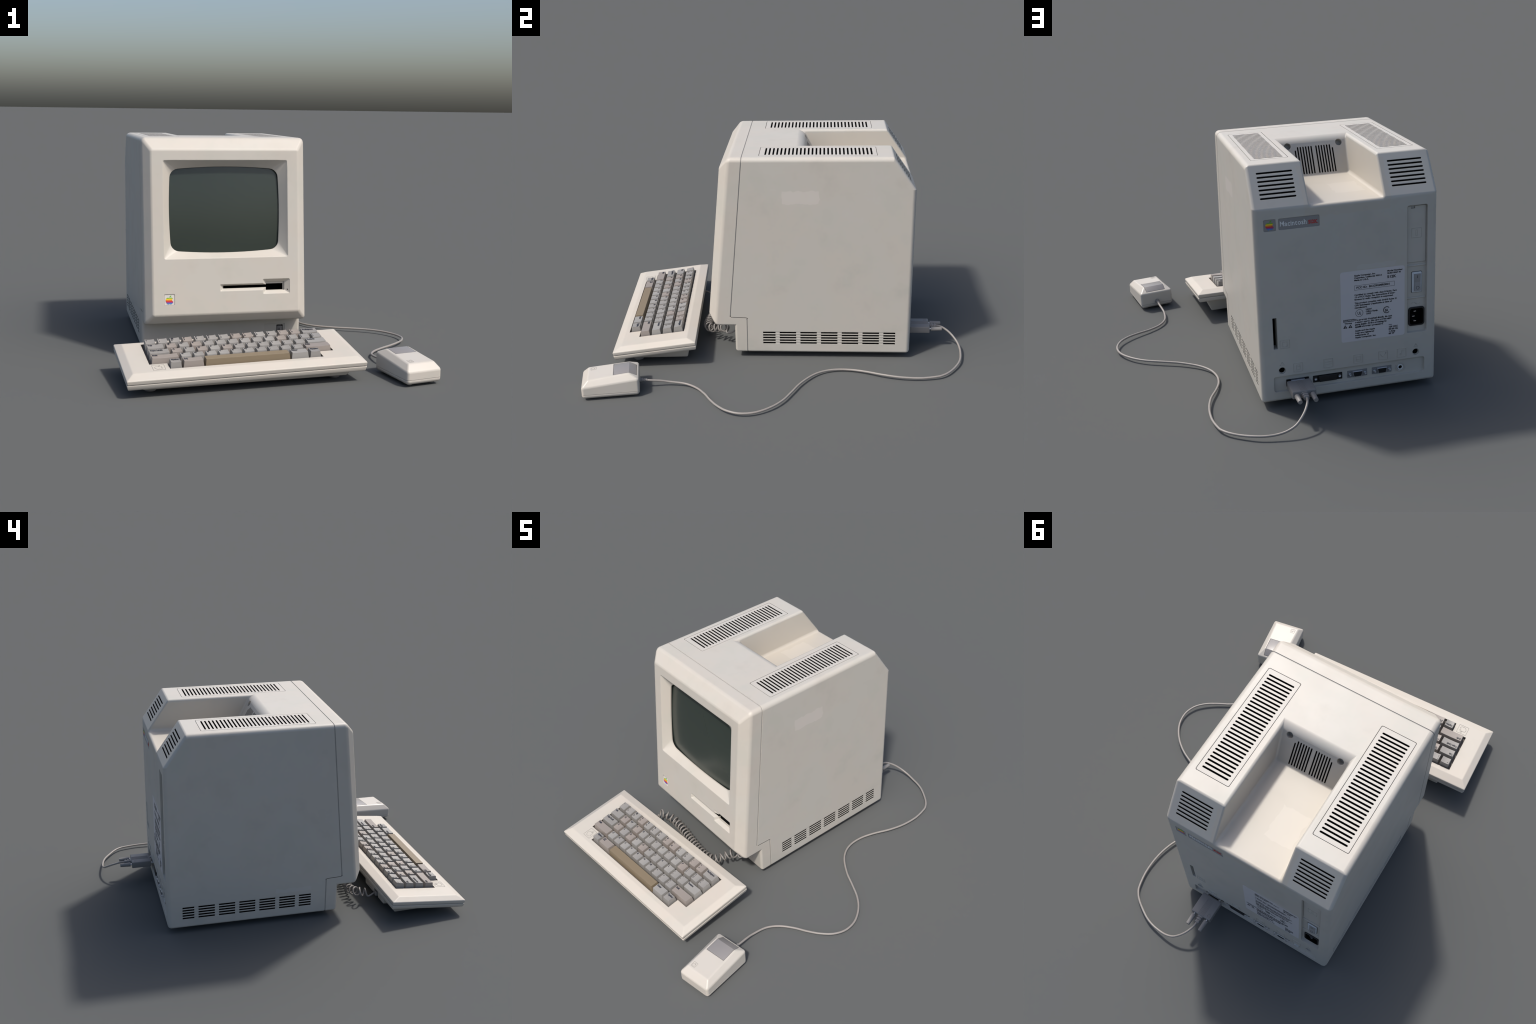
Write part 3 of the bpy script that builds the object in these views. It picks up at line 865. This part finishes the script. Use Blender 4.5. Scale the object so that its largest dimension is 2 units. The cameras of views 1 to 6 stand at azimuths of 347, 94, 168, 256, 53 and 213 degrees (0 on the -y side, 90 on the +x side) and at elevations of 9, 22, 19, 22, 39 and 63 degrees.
bm = bmesh.new()
loft(bm, [rect3(HX - .009, HY - .008, -0.0460), rect3(HX - .006, HY - .005, -0.0425), rect3(HX - .001, HY - .001, -0.0222)])
ob = kb('case_tray', bm, M_KB, smooth=False); bevel_mod(ob, 0.0025, 2); shade(ob, 30)
bm = bmesh.new()
loft(bm, [rect3(HX - .006, HY - .006, -0.0235), rect3(HX - .006, HY - .006, -0.018)])
kb('seam_liner', bm, M_SEAM, smooth=False)

# wedge pan under the case; its bottom is level with the table
KI = KM.inverted()
def level(x, y, wz):
    """keyboard-local z at which (x, y) sits at world height wz"""
    return (wz - KO.z - x * KX.z - y * KY.z) / KM.col[2].z
bm = bmesh.new()
ring0 = [(-0.515, -0.187, -0.044), (0.515, -0.187, -0.044), (0.518, 0.183, -0.044), (-0.518, 0.183, -0.044)]
low = [(-0.487, -0.180), (0.487, -0.180), (0.487, 0.157), (-0.487, 0.157)]
loft(bm, [[(x, y, level(x, y, 0.022)) for x, y in low], ring0])
pan = from_bm('wedge_pan', bm, M_KB, smooth=False); bevel_mod(pan, 0.008, 3); weighted(pan, 30); pan.parent = keyboard
# cord outlet housing at the back
bm = bmesh.new()
for x0, x1 in ((-0.290, -0.160), (-0.420, -0.335)):
    loft(bm, [[(x0 + .006, 0.10, -0.096), (x1 - .006, 0.10, -0.096), (x1 - .006, 0.196, -0.096), (x0 + .006, 0.196, -0.096)],
              [(x0, 0.10, -0.044), (x1, 0.10, -0.044), (x1, 0.206, -0.044), (x0, 0.206, -0.044)]])
ob = kb('outlet_housing', bm, M_KB, smooth=False); bevel_mod(ob, 0.005, 3); shade(ob, 35)
bm = bmesh.new()
add_box(bm, (-0.275, 0.19, -0.089), (-0.180, 0.2005, -0.080))
kb('outlet_slot_bar', bm, M_SEAM, smooth=False)  # added grey bar, nothing is cut; it stands in for the slot
bm = bmesh.new()
add_box(bm, (-0.330, 0.15, -0.093), (-0.297, 0.206, -0.068))
ob = kb('cord_plug', bm, M_PLUG, smooth=False); bevel_mod(ob, 0.003, 2)
# rubber pads
for x, y in ((-0.447, -0.115), (0.447, -0.115), (-0.36, 0.075), (0.36, 0.075)):
    if True:
        z = level(x, y, 0.0)
        bm = bmesh.new()
        loft(bm, [[(x + px, y + py, level(x + px, y + py, wz)) for px, py in circle(0, 0, r, 20)] for r, wz in ((.024, 0.0), (.028, 0.005), (.029, 0.03))])
        kb('rubber_foot', bm, M_PLUG)

# ---- keys
U = 0.0606
ROW_Y = [-0.1520 + 0.0608 * k for k in range(5)]         # front edge of each row, bottom row first
def key_mesh(w, tall=0.0435, tilt=0.0, dish=0.0022, deep=0.0562, spacebar=False):
    """Tapered cap, base w x deep, dished along its length."""
    bm = bmesh.new()
    hw, hd = (w - 0.0042) / 2, deep / 2
    def top_z(x, y): return tall + tilt * y + (0 if spacebar else -dish * (1 - (x / (hw - .0055)) ** 2))
    n = 8 if w < 0.07 else 14
    tx, ty0, ty1 = hw - 0.0055, -hd + 0.0095, hd - 0.0040
    xs = [-tx + 2 * tx * i / n for i in range(n + 1)]
    topv = [[bm.verts.new((x, y, top_z(x, y))) for x in xs] for y in (ty0, 0.002, ty1)]
    mid = lambda f, x, y: (x, y, f)
    bx = [-hw + 2 * hw * i / n for i in range(n + 1)]
    fb = [bm.verts.new((x, -hd, -0.004)) for x in bx]; bb = [bm.verts.new((x, hd, -0.004)) for x in bx]
    lm = bm.verts.new((-hw, 0.0, -0.004)); rm = bm.verts.new((hw, 0.0, -0.004))
    for i in range(n):
        for j in range(2): bm.faces.new((topv[j][i], topv[j][i + 1], topv[j + 1][i + 1], topv[j + 1][i]))
        bm.faces.new((fb[i], fb[i + 1], topv[0][i + 1], topv[0][i]))
        bm.faces.new((bb[i + 1], bb[i], topv[2][i], topv[2][i + 1]))
    bm.faces.new((lm, fb[0], topv[0][0], topv[1][0])); bm.faces.new((bb[0], lm, topv[1][0], topv[2][0]))
    bm.faces.new((fb[n], rm, topv[1][n], topv[0][n])); bm.faces.new((rm, bb[n], topv[2][n], topv[1][n]))
    bm.faces.new(fb[::-1] + [lm] + bb + [rm])
    # round the crown and the four corners a little
    es = [e for e in bm.edges if len(e.link_faces) == 2 and e.calc_face_angle(0) > 0.6 and max(v.co.z for v in e.verts) > 0.01]
    bmesh.ops.bevel(bm, geom=es, offset=0.0022, segments=2, affect='EDGES', profile=0.5, clamp_overlap=True)
    bmesh.ops.recalc_face_normals(bm, faces=bm.faces)
    me = bpy.data.meshes.new('key'); bm.to_mesh(me); bm.free()
    me.shade_smooth(); me.set_sharp_from_angle(angle=math.radians(50))
    return me

ROWS = [
    (1, [('Option', -6.0, 1.0, 'cool'), ('cmd', -5.0, 1.70, 'tan'), ('', -3.30, 6.83, 'space'), ('Enter', 3.53, 1.52, 'light'), ('Option', 5.05, 1.0, 'cool')]),
    (2, [('Shift', -7.25, 2.25, 'tan')] + [(c, -5.0 + i, 1.0, col) for i, (c, col) in enumerate(zip(
        ['Z', 'X', 'C', 'V', 'B', 'N', 'M', '<,', '>.', '?/'], 'light grey light light grey light grey grey grey grey'.split()))] + [('Shift', 5.0, 2.25, 'tan')]),
    (3, [('Caps Lock', -7.25, 1.75, 'cool')] + [(c, -5.5 + i, 1.0, col) for i, (c, col) in enumerate(zip(
        ['A', 'S', 'D', 'F', 'G', 'H', 'J', 'K', 'L', ':;', '"\''], 'tan grey tan light tan grey grey grey light grey grey'.split()))] + [('Return', 5.5, 1.75, 'light')]),
    (4, [('Tab', -7.25, 1.5, 'cool')] + [(c, -5.75 + i, 1.0, col) for i, (c, col) in enumerate(zip(
        ['Q', 'W', 'E', 'R', 'T', 'Y', 'U', 'I', 'O', 'P', '{[', '}]', '|\\'], 'tan grey tan grey grey grey light grey light tan grey grey grey'.split()))]),
    (5, [(c, -7.25 + i, 1.0, col) for i, (c, col) in enumerate(zip(
        ['~`', '!1', '@2', '#3', '$4', '%5', '^6', '&7', '*8', '(9', ')0', '_-', '+='], 'cool grey grey tan grey grey grey tan tan light grey tan tan'.split()))] + [('Backspace', 5.75, 1.5, 'cool')]),
]
cache = {}
TILT = {1: -0.02, 2: 0.0, 3: 0.03, 4: 0.06, 5: 0.10}
TALL = {1: 0.0415, 2: 0.0410, 3: 0.0410, 4: 0.0420, 5: 0.0435}
for row, keys in ROWS:
    yc = ROW_Y[row - 1] + 0.0304
    for text, x0, wu, col in keys:
        spc = col == 'space'
        k = (row, round(wu, 2), spc)
        if k not in cache: cache[k] = key_mesh(wu * U, TALL[row], TILT[row], spacebar=spc)
        me = cache[k]
        if len(me.materials) == 0: me.materials.append(M_KEY[col])
        ob = bpy.data.objects.new('key', me); link(ob); ob.parent = keyboard
        ob.material_slots[0].link = 'OBJECT'; ob.material_slots[0].material = M_KEY[col]
        ob.location = ((x0 + wu / 2) * U, yc, 0.0)
        ob.rotation_euler = (random.uniform(-.006, .006), random.uniform(-.006, .006), random.uniform(-.004, .004))
        if spc: continue
        # legend printed on the crown, upper left
        bm = bmesh.new()
        hw = (wu * U - 0.0042) / 2 - 0.0055
        def P(x, y, out=0.0004):
            dish = 0.0022 * (1 - (x / hw) ** 2)
            return frame((x, y, TALL[row] + TILT[row] * y - dish + out), (1, 0, 0), (0, 1, TILT[row]))
        if text == 'cmd':
            z = TALL[row] - 0.0005
            cx_, cy_, a = -hw + 0.0130, 0.0110, 0.0028
            for sx in (-1, 1):
                for sy in (-1, 1):
                    add_tube(bm, [P(cx_ + sx * a * 1.9 + px, cy_ + sy * a * 1.9 + py).translation for px, py in circle(0, 0, a, 10)] + [P(cx_ + sx * a * 1.9 + a, cy_ + sy * a * 1.9).translation], 0.0013, 5)
            for s in (-1, 1):
                for q0, q1 in (((s * a, -2 * a), (s * a, 2 * a)), ((-2 * a, s * a), (2 * a, s * a))):
                    add_tube(bm, [P(cx_ + q0[0], cy_ + q0[1]).translation, P(cx_ + q1[0], cy_ + q1[1]).translation], 0.0013, 5)
        elif len(text) > 2:
            text_bm(bm, text, P(-hw + 0.0035, 0.0072), 0.0160, 0.0022, xscale=0.88, bold=0.0002)
        elif len(text) == 2:
            text_bm(bm, text[0], P(-hw + 0.0035, 0.0105), 0.0150, 0.0022)
            text_bm(bm, text[1], P(-hw + 0.0035, -0.0085), 0.0150, 0.0022)
        else:
            text_bm(bm, text[0], P(-hw + 0.0040, 0.0090), 0.0165, 0.0022, bold=0.0001)
        lg = from_bm('legend', bm, M_LEGEND, None, smooth=False)
        lg.parent = ob

# embossed emblem tile at the left
bm = bmesh.new()
zt = PZ + 0.0001
tile_pts = [Vector((x, y, zt)) for x, y in round_rect(-0.4400, -0.3840, -0.1610, -0.1040, .002, 2)]
add_tube(bm, tile_pts + tile_pts[:2], 0.0009, 5)
line_fruit(bm, Matrix.Translation((-0.4120, -0.1530, zt)), 0.042, 0.0009)
kb('emblem', bm, M_ENGRAVE)

# ---- coiled cord from the keyboard to the jack under the chin
axis = catmull([(-0.556, -0.432, 0.072), (-0.538, -0.398, 0.068), (-0.505, -0.381, 0.058), (-0.455, -0.371, 0.048), (-0.385, -0.375, 0.046),
                (-0.31, -0.388, 0.048), (-0.235, -0.400, 0.052), (-0.16, -0.410, 0.056), (-0.09, -0.413, 0.062), (-0.035, -0.402, 0.068),
                (-0.003, -0.370, 0.076), (0.012, -0.335, 0.084), (0.032, -0.308, 0.098), (0.058, -0.300, 0.108)], 24)
total = sum((b - a).length for a, b in zip(axis[:-1], axis[1:]))
turns = 24; steps = turns * 18
seg, acc = 0, 0.0
pts = []
t = (axis[1] - axis[0]).normalized(); u = Vector((0, 0, 1)); u = (u - t * u.dot(t)).normalized()
lens = [0.0]
for a, b in zip(axis[:-1], axis[1:]): lens.append(lens[-1] + (b - a).length)
prev = t
for s in range(steps + 1):
    f = s / steps
    # coils open out near both ends
    g = f + 0.018 * math.sin(2 * PI * f)
    d = total * min(max(g, 0), 1)
    while seg < len(lens) - 2 and lens[seg + 1] < d: seg += 1
    w_ = (d - lens[seg]) / max(lens[seg + 1] - lens[seg], 1e-9)
    p = axis[seg].lerp(axis[seg + 1], w_)
    t = (axis[min(seg + 2, len(axis) - 1)] - axis[max(seg - 1, 0)]).normalized()
    u = prev.rotation_difference(t) @ u; u = (u - t * u.dot(t)).normalized(); prev = t
    v = t.cross(u)
    ang = 2 * PI * turns * f
    rad = 0.0225
    pts.append(p + (u * math.cos(ang) + v * math.sin(ang)) * rad)
head = catmull([KM @ Vector((-0.314, 0.190, -0.080)), KM @ Vector((-0.316, 0.215, -0.082)), (-0.560, -0.465, 0.050), (-0.557, -0.445, 0.046), pts[3]], 6)
tail = catmull([pts[-4], (0.070, -0.290, 0.086), (0.085, -0.262, 0.092), (0.088, -0.235, 0.112), (0.088, -0.21, 0.115)], 6)
bm = bmesh.new()
add_tube(bm, [KI @ Vector(p) for p in head[:-1] + pts[3:-4] + tail], 0.0047, 9)
kb('coiled_cord', bm, plastic('coil_rubber', (0.235, 0.22, 0.205), rough=0.38, bevel=0.0), angle=80)
bm = bmesh.new()
add_box(bm, (0.0735, -0.2275, 0.1005), (0.1020, -0.2000, 0.1290))
bm.transform(KI)
ob = kb('cord_plug', bm, M_PLUG, smooth=False); bevel_mod(ob, 0.003, 2)

# ================================================================== MOUSE
MA = math.radians(10.4)
mouse = thing('mouse', 'boxy beige one button mouse with thin cable', 'mouse')
MM = Matrix.Translation((0.570, -0.839, 0)) @ Matrix.Rotation(MA, 4, 'Z')
mouse.matrix_world = MM
bpy.context.view_layer.update()
MI = MM.inverted()
def ms(name, bm, mats, parent=None, **kw):
    ob = from_bm(name, bm, mats, None, **kw); ob.parent = parent or mouse
    return ob
MW, MF, MB = 0.0945, -0.1455, 0.1455
ZUF, ZUB = 0.0695, 0.0985          # shoulder height front / back
PF, PR = -0.1120, 0.0975           # crown front edge and ridge
ZPF, ZPR = 0.1035, 0.1235
SEAMZ = 0.0315
bm = bmesh.new()
V = [bm.verts.new(p) for p in (
    (-MW, MF, SEAMZ), (MW, MF, SEAMZ), (MW, MB, SEAMZ), (-MW, MB, SEAMZ),
    (-MW, MF, ZUF), (MW, MF, ZUF), (MW, MB, ZUB), (-MW, MB, ZUB),
    (-0.0715, PF, ZPF), (0.0715, PF, ZPF), (0.0635, PR, ZPR), (-0.0635, PR, ZPR))]
for f in ((0, 1, 5, 4), (1, 2, 6, 5), (2, 3, 7, 6), (3, 0, 4, 7), (4, 5, 9, 8), (5, 6, 10, 9), (6, 7, 11, 10), (7, 4, 8, 11), (8, 9, 10, 11), (3, 2, 1, 0)):
    bm.faces.new([V[i] for i in f])
zs = lambda e: all(v.co.z > 0.1 for v in e.verts)
def mouse_rule(e):
    z = [v.co.z for v in e.verts]
    if max(z) < 0.04: return 0
    if min(z) < 0.04: return 0.014
    return 0.0065
bevel_weights(bm, mouse_rule, 0.014)
shell = from_bm('mouse_shell', bm, M_MOUSE, smooth=False)
bevel_mod(shell, 0.014, 4, weight=True)
def crown_z(y): return ZPF + (ZPR - ZPF) * (y - PF) / (PR - PF) if y <= PR else ZPR + (ZUB - ZPR) * (y - PR) / (MB - PR)
def button_solid(grow, lift_lo, lift_hi):
    bm = bmesh.new()
    ys = [0.0185 - grow, PR, 0.1335 + grow]
    xs = [0.0570 + grow, 0.0560 + grow, 0.0545 + grow]
    rows = []
    for y, x in zip(ys, xs):
        z = crown_z(y)
        rows.append([bm.verts.new((-x, y, z + lift_lo)), bm.verts.new((x, y, z + lift_lo)), bm.verts.new((x, y, z + lift_hi)), bm.verts.new((-x, y, z + lift_hi))])
    for a, b in zip(rows[:-1], rows[1:]):
        for i in range(4): bm.faces.new((a[i], a[(i + 1) % 4], b[(i + 1) % 4], b[i]))
    bm.faces.new(rows[0][::-1]); bm.faces.new(rows[-1])
    return bm
boolean(shell, from_bm('cut', button_solid(0.0016, -0.006, 0.05), [M_SEAM], smooth=False))
weighted(shell, 30); shell.parent = mouse
btn = ms('mouse_button', button_solid(0.0, -0.010, 0.0006), M_BUTTON, smooth=False)
bevel_mod(btn, 0.001, 2, angle=50); shade(btn, 30)
bm = bmesh.new()
e = 0.0015
def mrect(i, z, r=.015): return [(x, y, z) for x, y in round_rect(-MW + i, MW - i, MF + i, MB - i, r, 5)]
loft(bm, [mrect(.012, 0.010, .010), mrect(.006, 0.0115, .012), mrect(.001, 0.019), mrect(.0, 0.024), mrect(.0, 0.0293), mrect(.0012, 0.0302)])
ms('mouse_base', bm, M_MOUSE, angle=50)
bm = bmesh.new()
loft(bm, [mrect(.004, 0.028), mrect(.004, 0.034)])
ms('seam_liner', bm, M_SEAM, smooth=False)
bm = bmesh.new()
loft(bm, [[(x, y, z) for x, y in circle(0.0, -0.035, r, 28)] for r, z in ((.030, 0.0015), (.040, 0.003), (.046, 0.012))])
ms('ball_ring', bm, M_MOUSE, angle=50)
for x in (-0.06, 0.06):
    for y in (-0.11, 0.11):
        bm = bmesh.new()
        loft(bm, [[(px, py, z) for px, py in circle(x, y, r, 16)] for r, z in ((.010, 0.0), (.012, 0.002), (.012, 0.012))])
        ms('glide_pad', bm, M_PLUG)
bm = bmesh.new()
zc = crown_z(-0.087) + 0.0003
slope = (ZPR - ZPF) / (PR - PF)
tp = [Vector((x, y, crown_z(y) + 0.0001)) for x, y in round_rect(-0.0565, -0.0310, -0.1000, -0.0725, .002, 2)]
add_tube(bm, tp + tp[:2], 0.0007, 5)
line_fruit(bm, frame((-0.0437, -0.0965, crown_z(-0.0965) + 0.0001), (1, 0, 0), (0, 1, slope)), 0.019, 0.0006)
ms('emblem', bm, M_ENGRAVE)

# strain relief and cable
bm = bmesh.new()
def boot(y0, rad, zc=0.046):
    return [(rad[0] * math.cos(2 * PI * k / 20), y0, zc + rad[1] * math.sin(2 * PI * k / 20)) for k in range(20)]
prof = [(0.140, .014, .0125), (0.1535, .0135, .012), (0.1545, .009, .009), (0.1580, .009, .009), (0.1585, .011, .0105), (0.1640, .0105, .010), (0.1645, .0075, .0075),
        (0.1690, .0075, .0075), (0.1695, .0095, .009), (0.1745, .009, .0085), (0.175, .0065, .0065), (0.179, .0065, .0065), (0.1795, .0085, .008), (0.1840, .008, .0075), (0.186, .005, .005)]
loft(bm, [boot(y, (a, b), 0.045 - 0.10 * (y - 0.14)) for y, a, b in prof])
ms('strain_relief', bm, M_PLUG, angle=40)

CABLE = [MM @ Vector((0.0, 0.176, 0.0415)), MM @ Vector((0.002, 0.200, 0.0385)), (0.5245, -0.590, 0.030), (0.518, -0.545, 0.021), (0.524, -0.464, 0.014), (0.560, -0.401, 0.011),
         (0.620, -0.352, 0.012), (0.684, -0.316, 0.015), (0.744, -0.275, 0.018), (0.790, -0.223, 0.018), (0.811, -0.156, 0.016), (0.797, -0.079, 0.015),
         (0.748, -0.006, 0.016), (0.681, 0.049, 0.016), (0.597, 0.091, 0.016), (0.508, 0.133, 0.015), (0.420, 0.194, 0.013), (0.370, 0.256, 0.011),
         (0.348, 0.324, 0.009), (0.350, 0.397, 0.009), (0.373, 0.472, 0.012), (0.413, 0.563, 0.016), (0.435, 0.655, 0.015), (0.438, 0.754, 0.013),
         (0.422, 0.841, 0.014), (0.404, 0.878, 0.015), (0.376, 0.908, 0.015), (0.336, 0.937, 0.015), (0.286, 0.966, 0.018), (0.239, 0.983, 0.020),
         (0.191, 0.991, 0.024), (0.146, 0.993, 0.034), (0.105, 0.985, 0.050), (0.074, 0.966, 0.071), (0.048, 0.939, 0.092), (0.030, 0.906, 0.109), (0.0240, 0.880, 0.1145), (0.0237, 0.845, 0.115)]
bm = bmesh.new()
add_tube(bm, [MI @ Vector(p) for p in catmull(CABLE, 10)], 0.0057, 10)
ms('cable', bm, M_CORD, angle=80)

# plug at the far end, modelled in world space then brought under the mouse
def msw(name, bm, mats, parent=None, **kw):
    bm.transform(MI)
    ob = from_bm(name, bm, mats, None, **kw); ob.parent = parent or mouse
    return ob
bm = bmesh.new()
add_box(bm, (-0.0315, 0.722, 0.0945), (0.0790, 0.834, 0.1320))
pl = msw('cable_plug', bm, M_PLUG, smooth=False); bevel_mod(pl, 0.004, 3); 
bm = bmesh.new()
for k in range(6): add_box(bm, (0.0085 + 0.0058 * k, 0.740, 0.1305), (0.0110 + 0.0058 * k, 0.8305, 0.1330))
cutb = msw('cut', bm, [M_PLUG], smooth=False)
bm = bmesh.new()
shade(pl, 30)
bpy.data.objects.remove(cutb, do_unlink=True)
bm = bmesh.new()
for k in range(6): add_tube(bm, [(0.0085 + 0.0062 * k, y, 0.1320) for y in (0.735, 0.78, 0.831)], 0.0011, 6)
msw('grip_rib', bm, M_PLUG)
bm = bmesh.new()
em = [Vector((x, y, 0.1321)) for x, y in round_rect(-0.022, -0.008, 0.806, 0.822, .002, 2)]
add_tube(bm, em + em[:2], 0.0007, 5)
msw('emblem', bm, M_PLUG)
for x in (0.0600, -0.0125):
    bm = bmesh.new()
    def sc(y, r): return [(x + r * math.cos(2 * PI * k / 20), y, 0.1125 + r * math.sin(2 * PI * k / 20)) for k in range(20)]
    loft(bm, [sc(0.842, .0115), sc(0.841, .0125), sc(0.899, .0105), sc(0.901, .0095)])
    th = msw('thumb_screw', bm, M_PLUG, angle=40)
    bm = bmesh.new()
    loft(bm, [sc(0.70, .005), sc(0.845, .005)])
    msw('screw_shank', bm, M_METAL, th)
bm = bmesh.new()
def br(y, a, b): return [(x + 0.0237, y, z + 0.1130) for x, z in round_rect(-a, a, -b, b, min(a, b) * .6, 3)]
loft(bm, [br(0.830, .016, .014), br(0.841, .0155, .0135), br(0.842, .0115, .010), br(0.846, .0115, .010), br(0.847, .0145, .0125), br(0.856, .014, .012),
          br(0.857, .0105, .009), br(0.861, .0105, .009), br(0.862, .013, .011), br(0.872, .0125, .0105), br(0.874, .008, .007)])
msw('strain_relief', bm, M_PLUG, angle=40)

for ob in list(bpy.data.objects):
    if ob.name.startswith(('cut', 'region')): bpy.data.objects.remove(ob, do_unlink=True)
